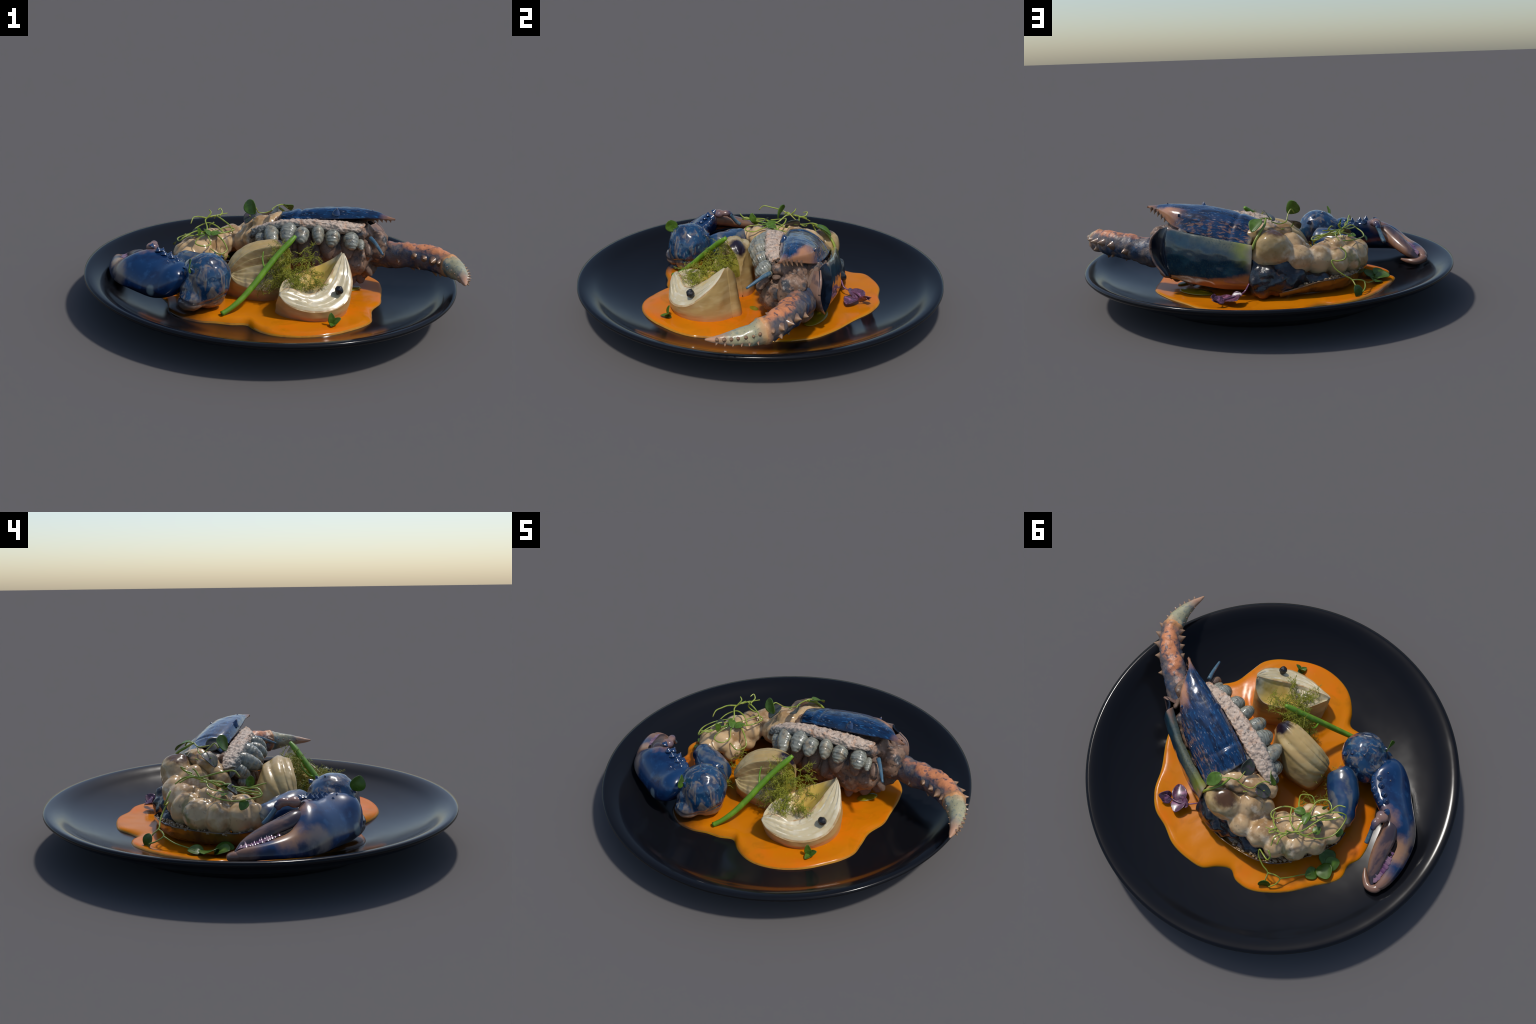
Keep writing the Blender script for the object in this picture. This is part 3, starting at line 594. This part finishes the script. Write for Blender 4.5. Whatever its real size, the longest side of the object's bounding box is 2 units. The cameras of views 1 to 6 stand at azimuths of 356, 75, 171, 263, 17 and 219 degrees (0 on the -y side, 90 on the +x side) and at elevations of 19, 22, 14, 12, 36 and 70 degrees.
# tail meat lobes
meat = blob('tail_meat', [((.03, .355, .315), (.105, .085, .10)), ((.085, .34, .29), (.07, .08, .08)), ((-.075, .275, .295), (.088, .075, .082)), ((-.10, .372, .255), (.075, .062, .080)), ((-.205, .340, .240), (.080, .080, .083)), ((-.13, .24, .25), (.07, .07, .07)),
    ((-.30, .325, .220), (.068, .085, .078)), ((-.385, .275, .215), (.068, .078, .076)), ((-.44, .195, .215), (.070, .066, .076)), ((-.468, .105, .212), (.066, .062, .074)), ((-.455, .04, .21), (.06, .06, .07)),
    ((-.27, .235, .24), (.075, .07, .07)), ((-.345, .175, .25), (.072, .07, .068)), ((-.385, .085, .245), (.070, .065, .062)), ((-.29, .19, .19), (.06, .05, .06)), ((-.33, .09, .19), (.055, .06, .06)),
    ((-.245, .295, .292), (.034, .032, .030)), ((-.33, .24, .298), (.036, .034, .028)), ((-.405, .175, .288), (.034, .034, .028)), ((-.30, .165, .292), (.03, .03, .03)), ((-.43, .10, .28), (.034, .03, .026))], M_meat, lob, .007, 3,
    lambda c: .008 * fbm(c, 12, 2) + .0012 * fbm(c, 45, 2))
blob('meat_joint', [((-.06, .165, .33), (.06, .05, .05)), ((-.03, .21, .37), (.07, .06, .05)), ((.05, .25, .39), (.08, .06, .04)), ((.11, .27, .37), (.07, .06, .05)), ((-.11, .15, .30), (.04, .04, .05))], M_meat, lob, .008, 4, lambda c: .008 * fbm(c, 20, 3))
dk = blob('shell_remnant', [((c[0], c[1] - .014, c[2]), r) for c, r in [((.11, .40, .17), (.065, .065, .09)), ((.07, .44, .19), (.06, .045, .06)), ((.02, .455, .15), (.06, .045, .065)), ((-.04, .45, .15), (.05, .04, .055)), ((-.09, .435, .17), (.05, .035, .05)), ((.09, .44, .125), (.045, .04, .045)), ((-.14, .42, .15), (.06, .04, .05)), ((.0, .40, .2), (.12, .05, .07)), ((.12, .35, .24), (.05, .07, .07)), ((-.17, .43, .145), (.05, .035, .04)), ((-.22, .41, .15), (.05, .035, .035))]],
    M_dark, lob, .008, 4, lambda c: .016 * fbm(c, 12, 2) + .003 * fbm(c, 40, 2))

# tail shell cup
rim = [(.02, .47, .118), (-.052, .476, .132), (-.168, .470, .158), (-.278, .447, .166), (-.37, .390, .165), (-.436, .300, .162), (-.489, .205, .162), (-.533, .100, .172), (-.53, .04, .18)]
ctr = np.array((-.25, .2, 0))
def shrink(f, z): return [tuple(np.r_[ctr[:2] + (np.array(p[:2]) - ctr[:2]) * f, z if z < .05 else z]) for p in rim]
ts_r = [shrink(.80, .155), [tuple(np.r_[ctr[:2] + (np.array(p[:2]) - ctr[:2]) * .95, p[2] - .012]) for p in rim], rim, [tuple(np.r_[ctr[:2] + (np.array(p[:2]) - ctr[:2]) * .985, p[2] - .022]) for p in rim], shrink(.90, .105), shrink(.72, .086)]
g = rails_grid(ts_r, 90, 36); tsh = new('tail_shell', g.reshape(-1, 3), grid_faces(90, 36), M_tailshell, lob); displace(tsh, lambda c: .005 * abs(fbm(c, 16, 2))); fix_normals(tsh)
cb = Bunch(); rr = cr(np.array(rim), 400)
for k in range(170):
    i = random.randrange(60, 395); f = random.uniform(.83, .97); p = np.r_[ctr[:2] + (rr[i, :2] - ctr[:2]) * f, rr[i, 2] - .004 + random.uniform(-.008, .006)]
    s = random.uniform(.005, .013); cb.add(ICO2[0] * s * np.array((1, random.uniform(.6, 1), random.uniform(.6, 1))) * (1 + .25 * np.sin(ICO2[0] * 5 + k).sum(1, keepdims=True) / 3) + p, ICO2[1])
ob = cb.build('crumb', M_crumb, lob); ob['kind'] = 'stuff'

# ------------------------------------------------------------------ onion wedges
def ridged(g, j0, j1, n, amp):
    """Saw-tooth layer steps on the section range j0..j1."""
    for i in range(g.shape[0]):
        for j in range(j0, j1):
            f = (j - j0) / (j1 - j0) * n; g[i, j] += np.array((-.2, -.5, .85)) * amp * ((f % 1) - .5) * min(1, 6 * i / g.shape[0], 6 * (1 - i / g.shape[0]))
    return g
def onion(rails, cutrange, steps, amp, name, label, mats, nu=70, k=14, soft=2, creases=()):
    nv = k * (len(rails) - 1); g = rails_grid(rails, nu, nv, True); NVo = g.shape[1]
    g = ridged(g, cutrange[0] * k, cutrange[1] * k, steps, amp)
    for jc, w, dep in creases:          # grooves between onion layers
        for j in range(NVo): g[:, j] -= np.linspace(1.25, .35, nu)[:, None] * np.array((-.2, .3, .7)) * dep * math.exp(-((j - jc * k) / w) ** 2)
    V = list(g.reshape(-1, 3)); F = grid_faces(nu, NVo)
    for i in (0, nu - 1):
        V.append(g[i].mean(0)); q = len(V) - 1; F += [(q, i * NVo + j, i * NVo + (j + 1) % NVo) for j in range(NVo)]
    ob = new(name, V, F, mats); 
    for p in ob.data.polygons:
        if len(p.vertices) == 4:
            j = min(v % NVo for v in p.vertices)
            if cutrange[0] * k <= j < cutrange[2] * k: p.material_index = 1
            if len(mats) > 3 and j in (2 * k + 3, 2 * k + 7, 2 * k + 10): p.material_index = 3
            if len(mats) > 2 and j in (3 * k, 3 * k + 1, 3 * k - 1, 2 * k, 6 * k - 1): p.material_index = 2
    fix_normals(ob); sm = ob.modifiers.new('k', 'SMOOTH'); sm.iterations = soft; sm.factor = .5; apply_mods(ob); displace(ob, lambda c: .003 * fbm(c, 14, 3)); ob.data.shade_smooth(); ob.data.set_sharp_from_angle(angle=math.radians(38))
    ob['label'] = label; ob['category'] = 'onion'; return ob
A = [(-.002, -.40, .065), (.018, -.44, .065), (.109, -.497, .065), (.206, -.513, .065), (.289, -.478, .065), (.362, -.388, .065), (.375, -.31, .065), (.343, -.236, .065)]
A2 = [(-.004, -.44, .15), (.018, -.475, .14), (.109, -.522, .12), (.206, -.532, .115), (.295, -.500, .12), (.372, -.415, .15), (.387, -.32, .2), (.3435, -.250, .222)]
B = [(.006, -.493, .222), (.04, -.516, .186), (.10, -.531, .163), (.196, -.537, .152), (.28, -.517, .160), (.347, -.470, .185), (.383, -.395, .245), (.374, -.310, .33), (.347, -.270, .380)]
Cc = [(.008, -.486, .232), (.045, -.470, .252), (.075, -.461, .244), (.148, -.456, .216), (.208, -.423, .226), (.257, -.375, .267), (.30, -.322, .321), (.343, -.275, .376)]
C2 = [(.009, -.48, .231), (.05, -.455, .238), (.085, -.448, .222), (.15, -.440, .198), (.205, -.408, .207), (.25, -.360, .25), (.295, -.312, .305), (.342, -.273, .372)]
Dd = [(.010, -.47, .230), (.06, -.42, .215), (.12, -.385, .20), (.17, -.35, .205), (.22, -.31, .235), (.27, -.272, .28), (.338, -.268, .366)]
Ee = [(.010, -.455, .238), (.028, -.402, .256), (.066, -.335, .255), (.123, -.281, .264), (.184, -.236, .275), (.253, -.207, .290), (.31, -.222, .331), (.343, -.262, .378)]
Gg = [(-.003, -.395, .065), (.02, -.355, .065), (.07, -.30, .065), (.13, -.24, .065), (.20, -.19, .065), (.27, -.165, .065), (.33, -.19, .065), (.342, -.234, .065)]
onion1 = onion([A, A2, B, Cc, C2, Dd, Ee, Gg], (2, 3, 6), 4.0, .008, 'onion_wedge', 'roasted onion wedge with cream layers showing', [M_onion_skin, M_onion_cut, M_onion_edge, M_onion_line])
Tf = [(-.235, -.190, .228), (-.20, -.195, .282), (-.14, -.195, .335), (-.06, -.198, .366), (.01, -.196, .376), (.06, -.183, .366), (.092, -.158, .325)]
Tt = [(-.245, -.160, .235), (-.21, -.143, .296), (-.15, -.133, .352), (-.07, -.133, .384), (.0, -.140, .396), (.05, -.146, .388), (.092, -.145, .342)]
T2 = [(-.25, -.12, .22), (-.218, -.075, .270), (-.15, -.050, .322), (-.07, -.048, .348), (.0, -.062, .353), (.05, -.085, .346), (.096, -.12, .30)]
K2 = [(-.25, -.10, .16), (-.235, -.030, .18), (-.17, -.002, .21), (-.09, .0, .225), (.0, -.035, .23), (.06, -.065, .22), (.0965, -.140, .20)]
Kk = [(-.245, -.14, .06), (-.235, -.06, .06), (-.14, -.025, .06), (-.05, -.025, .06), (.03, -.045, .06), (.07, -.08, .06), (.093, -.123, .06)]
Qi = [(x_, y_ + .012, z_) for x_, y_, z_ in [(-.215, -.200, .222), (-.185, -.205, .235), (-.125, -.200, .258), (-.055, -.202, .275), (.01, -.198, .29), (.06, -.180, .30), (.09, -.150, .30)]]
Qm = [(x_, y_ + .012, z_) for x_, y_, z_ in [(-.222, -.205, .215), (-.195, -.218, .205), (-.135, -.225, .200), (-.06, -.235, .20), (.02, -.230, .21), (.07, -.200, .23), (.093, -.155, .26)]]
Qq = [(x_, y_ + .012, z_) for x_, y_, z_ in [(-.229, -.205, .215), (-.205, -.236, .188), (-.14, -.258, .166), (-.06, -.270, .156), (.02, -.262, .165), (.08, -.22, .19), (.096, -.150, .21)]]
Nn = [(-.2455, -.142, .065), (-.175, -.19, .065), (-.10, -.225, .065), (-.038, -.240, .065), (.02, -.225, .065), (.07, -.175, .065), (.093, -.124, .065)]
onion2 = onion([Nn, Qq, Qm, Qi, Tf, Tt, T2, K2, Kk], (1, 4, 4), 6.0, .012, 'onion_wedge', 'charred onion wedge standing upright, layers visible', [M_onion_skin, M_onion_cut2], soft=3, creases=[(6.1, 1.6, .010), (5.55, 1.5, .013), (4.95, 1.4, .012), (4.45, 1.4, .010)])

def pepper(c, r):
    V = ICO[0] * r; o = new('peppercorn', V * np.array((1, 1, 1.1)) + np.array(c), ICO[1], M_pepper); displace(o, lambda p: .004 * fbm(p, 60, 2))
    o['label'] = 'small black round peppercorn on the onion'; o['category'] = 'peppercorn'
pepper((.309, -.447, .234), .021)

# ------------------------------------------------------------------ fennel sprig
fen = empty('fennel_sprig', (-.27, -.45, .1), 'green fennel stem with feathery fronds', 'herb')
SP = [(.102, -.216, .438), (.085, -.228, .422), (.029, -.262, .372), (-.042, -.311, .298), (-.113, -.362, .218), (-.19, -.412, .146), (-.25, -.442, .108), (-.272, -.45, .097)]
tube('stem', SP, [.009, .0135, .0145, .016, .016, .0145, .013, .014], M_stem, fen, 14, 50)
tube('stem', [(-.05, -.318, .29), (-.06, -.285, .30), (-.065, -.255, .33), (-.06, -.24, .36)], [.007, .005, .004, .002], M_stem, fen, 8, 14)
fr = Bunch()
def frond(p, d, L, r, depth):
    P = [np.array(p)]; d = np.array(d) / np.linalg.norm(d); n = 5
    for k in range(n):
        d = d + rng.normal(0, .28, 3) + np.array((0, 0, -.04)); d /= np.linalg.norm(d); P.append(P[-1] + d * L / n)
    if min(q[2] for q in P) < .095: return
    fr.add(*tube_data(P, np.linspace(r, r * .6, n + 1), 4, None, 7))
    if depth:
        for k in range(1, n + 1):
            for q in range(2):
                if random.random() < .75: frond(P[k], d + rng.normal(0, .9, 3), L * .45, r * .75, depth - 1)
for k in range(38):        # feathery bush between the two onion wedges
    c = np.array((random.uniform(-.02, .17), random.uniform(-.30, -.19), random.uniform(.18, .34)))
    frond(c, rng.normal(0, .7, 3) + np.array((.2, -.1, -.1)), .085, .0016, 2)
for k in range(28):        # draped over the bowl of the front wedge
    c = np.array((random.uniform(.05, .2), random.uniform(-.40, -.27), random.uniform(.245, .285)))
    frond(c, rng.normal(0, .4, 3) * np.array((1, 1, .4)) + np.array((.2, -.4, -.1)), .07, .0015, 2)
for k in range(9):         # wisps by the foot of the back wedge and the arm
    c = np.array((random.uniform(-.34, -.2), random.uniform(-.16, .02), random.uniform(.11, .2)))
    frond(c, rng.normal(0, .6, 3) + np.array((-.3, 0, .2)), .09, .0015, 2)
for k in range(6):
    frond((-.06 + .02 * k, -.31 + .01 * k, .30 + .01 * k), rng.normal(0, .4, 3) + np.array((.2, .6, .25)), .08, .0015, 2)
ob = fr.build('frond', M_frond, fen); ob['kind'] = 'stuff'

# ------------------------------------------------------------------ leaves and shoots
def leaf_mesh(name, m, notch=.0):
    V = []; nu, nv = 16, 13
    for i in range(nu):
        t = i / (nu - 1); w = .46 * math.sin(math.pi * min(1, (t * .97 + .015)) ** .8) ** .62
        for j in range(nv):
            s = j / (nv - 1) * 2 - 1; y = w * s
            V.append((t + notch * (-.12 * (1 - abs(s))) * (t > .6), y, .30 * y * y * 1.4 - .22 * (t - .45) ** 2 + .015 * math.sin(6 * t + 3 * s)))
    o = new(name, V, grid_faces(nu, nv), m); solidify(o, .03, 0); me = o.data; bpy.data.objects.remove(o); me.shade_smooth(); return me
LEAF = {'g': leaf_mesh('leaf', M_leaf), 'd': leaf_mesh('leaf', M_leafdark), 'p': leaf_mesh('leaf', M_purple)}
def leaf(kind, c, tip, nrm, L, W, parent=None):
    """Leaf centred on c, pointing along tip, facing nrm."""
    x = Vector(tip).normalized(); z = Vector(nrm); z = (z - x * z.dot(x)).normalized(); y = z.cross(x)
    R = Matrix((x, y, z)).transposed().to_4x4(); M = Matrix.Translation(Vector(c) - x * L / 2) @ R @ Matrix.Diagonal((L, W, L, 1))
    ob = bpy.data.objects.new('leaf', LEAF[kind]); SC.objects.link(ob)
    if parent: adopt(ob, parent); ob.matrix_basis = M
    else: ob.matrix_world = M
    return ob
def strand(B, P, r0, r1, n=26): B.add(*tube_data(P, np.linspace(r0, r1, len(P)), 7, None, n))

pea = empty('pea_shoot', (-.35, .2, .3), 'curly pea shoot tendrils with small leaves', 'herb')
tb = Bunch(); hub = (-.353, .16, .325)
S = [[hub, (-.35, .20, .345), (-.36, .25, .375), (-.335, .29, .382), (-.29, .315, .385), (-.235, .335, .392)], [(-.353, .265, .38), (-.385, .235, .395), (-.41, .17, .415), (-.43, .12, .42), (-.44, .10, .395)],
     [(-.34, .285, .382), (-.325, .32, .375), (-.33, .36, .355)], [(-.33, .29, .382), (-.30, .34, .37), (-.31, .38, .345)], [(-.30, .31, .385), (-.255, .29, .36), (-.215, .25, .335), (-.205, .22, .31)],
     [hub, (-.31, .15, .325), (-.25, .16, .33), (-.205, .205, .33), (-.195, .245, .325), (-.22, .265, .33), (-.25, .235, .335), (-.29, .19, .335), hub],
     [hub, (-.38, .11, .335), (-.42, .06, .34), (-.47, .02, .345), (-.495, .01, .325), (-.51, .06, .315), (-.505, .13, .305), (-.46, .19, .305), (-.41, .22, .305), (-.36, .24, .31)],
     [hub, (-.40, .13, .345), (-.45, .08, .34), (-.485, .025, .335)], [hub, (-.34, .10, .315), (-.33, .04, .30), (-.37, -.0, .30), (-.41, .02, .305), (-.40, .08, .315), (-.36, .13, .325)],
     [(-.30, .15, .325), (-.26, .10, .30), (-.24, .05, .26), (-.28, .02, .25), (-.33, .05, .27)], [(-.26, .16, .33), (-.30, .22, .35), (-.34, .24, .36), (-.40, .23, .34), (-.43, .17, .33)],
     [(-.28, .30, .385), (-.265, .34, .40), (-.275, .35, .415), (-.29, .33, .41)], [(-.35, .27, .38), (-.33, .29, .41), (-.34, .30, .42)], [(-.42, .06, .34), (-.44, .0, .36), (-.47, -.01, .37)]]
for p in S: strand(tb, p, .0046, .0028)
strand(tb, [(-.31, .40, .315), (-.335, .415, .29), (-.33, .43, .262), (-.29, .42, .248), (-.263, .412, .251), (-.27, .43, .22), (-.315, .452, .18), (-.357, .461, .153), (-.365, .485, .135), (-.372, .50, .118)], .004, .0036, 50)
strand(tb, [(-.357, .461, .153), (-.39, .445, .148), (-.422, .44, .138), (-.42, .475, .115), (-.40, .505, .10)], .0038, .0034)
strand(tb, [(-.422, .44, .138), (-.455, .395, .115), (-.495, .34, .104), (-.523, .31, .10)], .0034, .003)
ob = tb.build('tendril', M_tendril, pea)
for k, c, t, n, L, W in [('g', (-.35, .155, .335), (-.3, .8, .2), (.3, .2, 1), .075, .05), ('g', (-.395, .05, .365), (-.2, -.3, 1), (.8, -.5, .4), .055, .045), ('d', (-.41, .13, .335), (-.4, .6, .4), (-.6, .5, .7), .06, .06), ('g', (-.372, .510, .104), (0, .3, -1), (-.6, .8, .3), .07, .07),
                         ('g', (-.52, .095, .29), (-.3, .5, -.6), (-.8, .4, .4), .05, .05), ('g', (-.30, .145, .33), (.7, .5, .1), (0, -.2, 1), .06, .05), ('g', (-.43, .165, .32), (-.7, .4, 0), (-.2, .4, 1), .045, .05)]: leaf(k, c, t, n, L, W, pea)
mg = empty('microgreen_sprig', (0, .25, .42), 'cress stems with round green and dark leaves', 'herb')
tb = Bunch()
strand(tb, [(-.118, .165, .465), (-.10, .18, .485), (-.08, .20, .465), (-.06, .235, .43), (-.02, .25, .425), (.02, .255, .44)], .0035, .003)
strand(tb, [(-.115, .20, .42), (-.09, .22, .40), (-.07, .235, .395), (-.03, .27, .40)], .003, .003)
strand(tb, [(.11, .31, .44), (.085, .30, .46), (.045, .27, .462), (.02, .255, .45), (.02, .18, .455)], .004, .003)
strand(tb, [(.05, .275, .462), (.06, .31, .44), (.09, .35, .41), (.12, .375, .37), (.14, .385, .33)], .006, .008)
tb.build('tendril', M_tendril, mg)
for k, c, t, n, L, W in [('g', (-.114, .142, .485), (.45, -.55, -.6), (-.6, -.55, .35), .09, .085), ('d', (-.112, .205, .412), (-.5, -.45, -.5), (-.5, -.4, .75), .095, .085), ('g', (.112, .327, .443), (.3, .5, -.35), (.3, .7, .7), .095, .075),
                         ('d', (.02, .171, .459), (.2, -.75, .3), (-.6, -.1, .8), .09, .085)]: leaf(k, c, t, n, L, W, mg)
cl = empty('watercress_cluster', (-.55, .25, .09), 'round green cress leaves on the sauce', 'herb')
for c, t, n, L, W in [((-.57, .255, .108), (-.6, .3, .1), (-.4, .4, 1), .085, .10), ((-.523, .307, .100), (.2, .8, .1), (-.3, .2, 1), .07, .075), ((-.534, .184, .106), (-.3, -.8, .15), (-.1, .5, 1), .09, .10), ((-.575, .195, .112), (-.5, -.6, .2), (-.3, .3, 1), .075, .085)]: leaf('g', c, t, n, L, W, cl)
o = leaf('g', (-.432, -.430, .342), (0, -.3, .9), (-1, -.1, .28), .072, .08); o['label'] = 'round green cress leaf on the knuckle'; o['category'] = 'leaf'
fh = empty('herb_tip', (.272, -.557, .1), 'tiny green herb tip on the sauce', 'herb')
for c, t, n in [((.262, -.555, .128), (-.1, .1, 1), (.2, -1, .2)), ((.285, -.562, .116), (.7, -.1, .7), (-.5, -.5, .7)), ((.268, -.57, .104), (-.2, -.6, .1), (0, 0, 1))]: leaf('g', c, t, n, .058, .04, fh)
pc = empty('purple_cress', (.3, .49, .09), 'purple cress sprig lying on the sauce', 'herb')
for c, t, n, L, W in [((.341, .490, .116), (.5, .6, .45), (-.3, .5, .8), .075, .065), ((.33, .50, .112), (.8, .1, .2), (.1, .6, .9), .065, .055), ((.255, .485, .108), (-.3, .9, .2), (.2, .3, 1), .085, .09), ((.235, .455, .115), (-.8, .2, .3), (.1, .5, 1), .06, .06), ((.30, .425, .098), (.6, -.6, .02), (0, 0, 1), .10, .09)]: leaf('p', c, t, n, L, W, pc)
tb = Bunch(); strand(tb, [(.31, .48, .105), (.27, .475, .112), (.22, .45, .115), (.19, .425, .125), (.165, .415, .16)], .0045, .004); tb.build('sprig_stem', M_purple, pc)
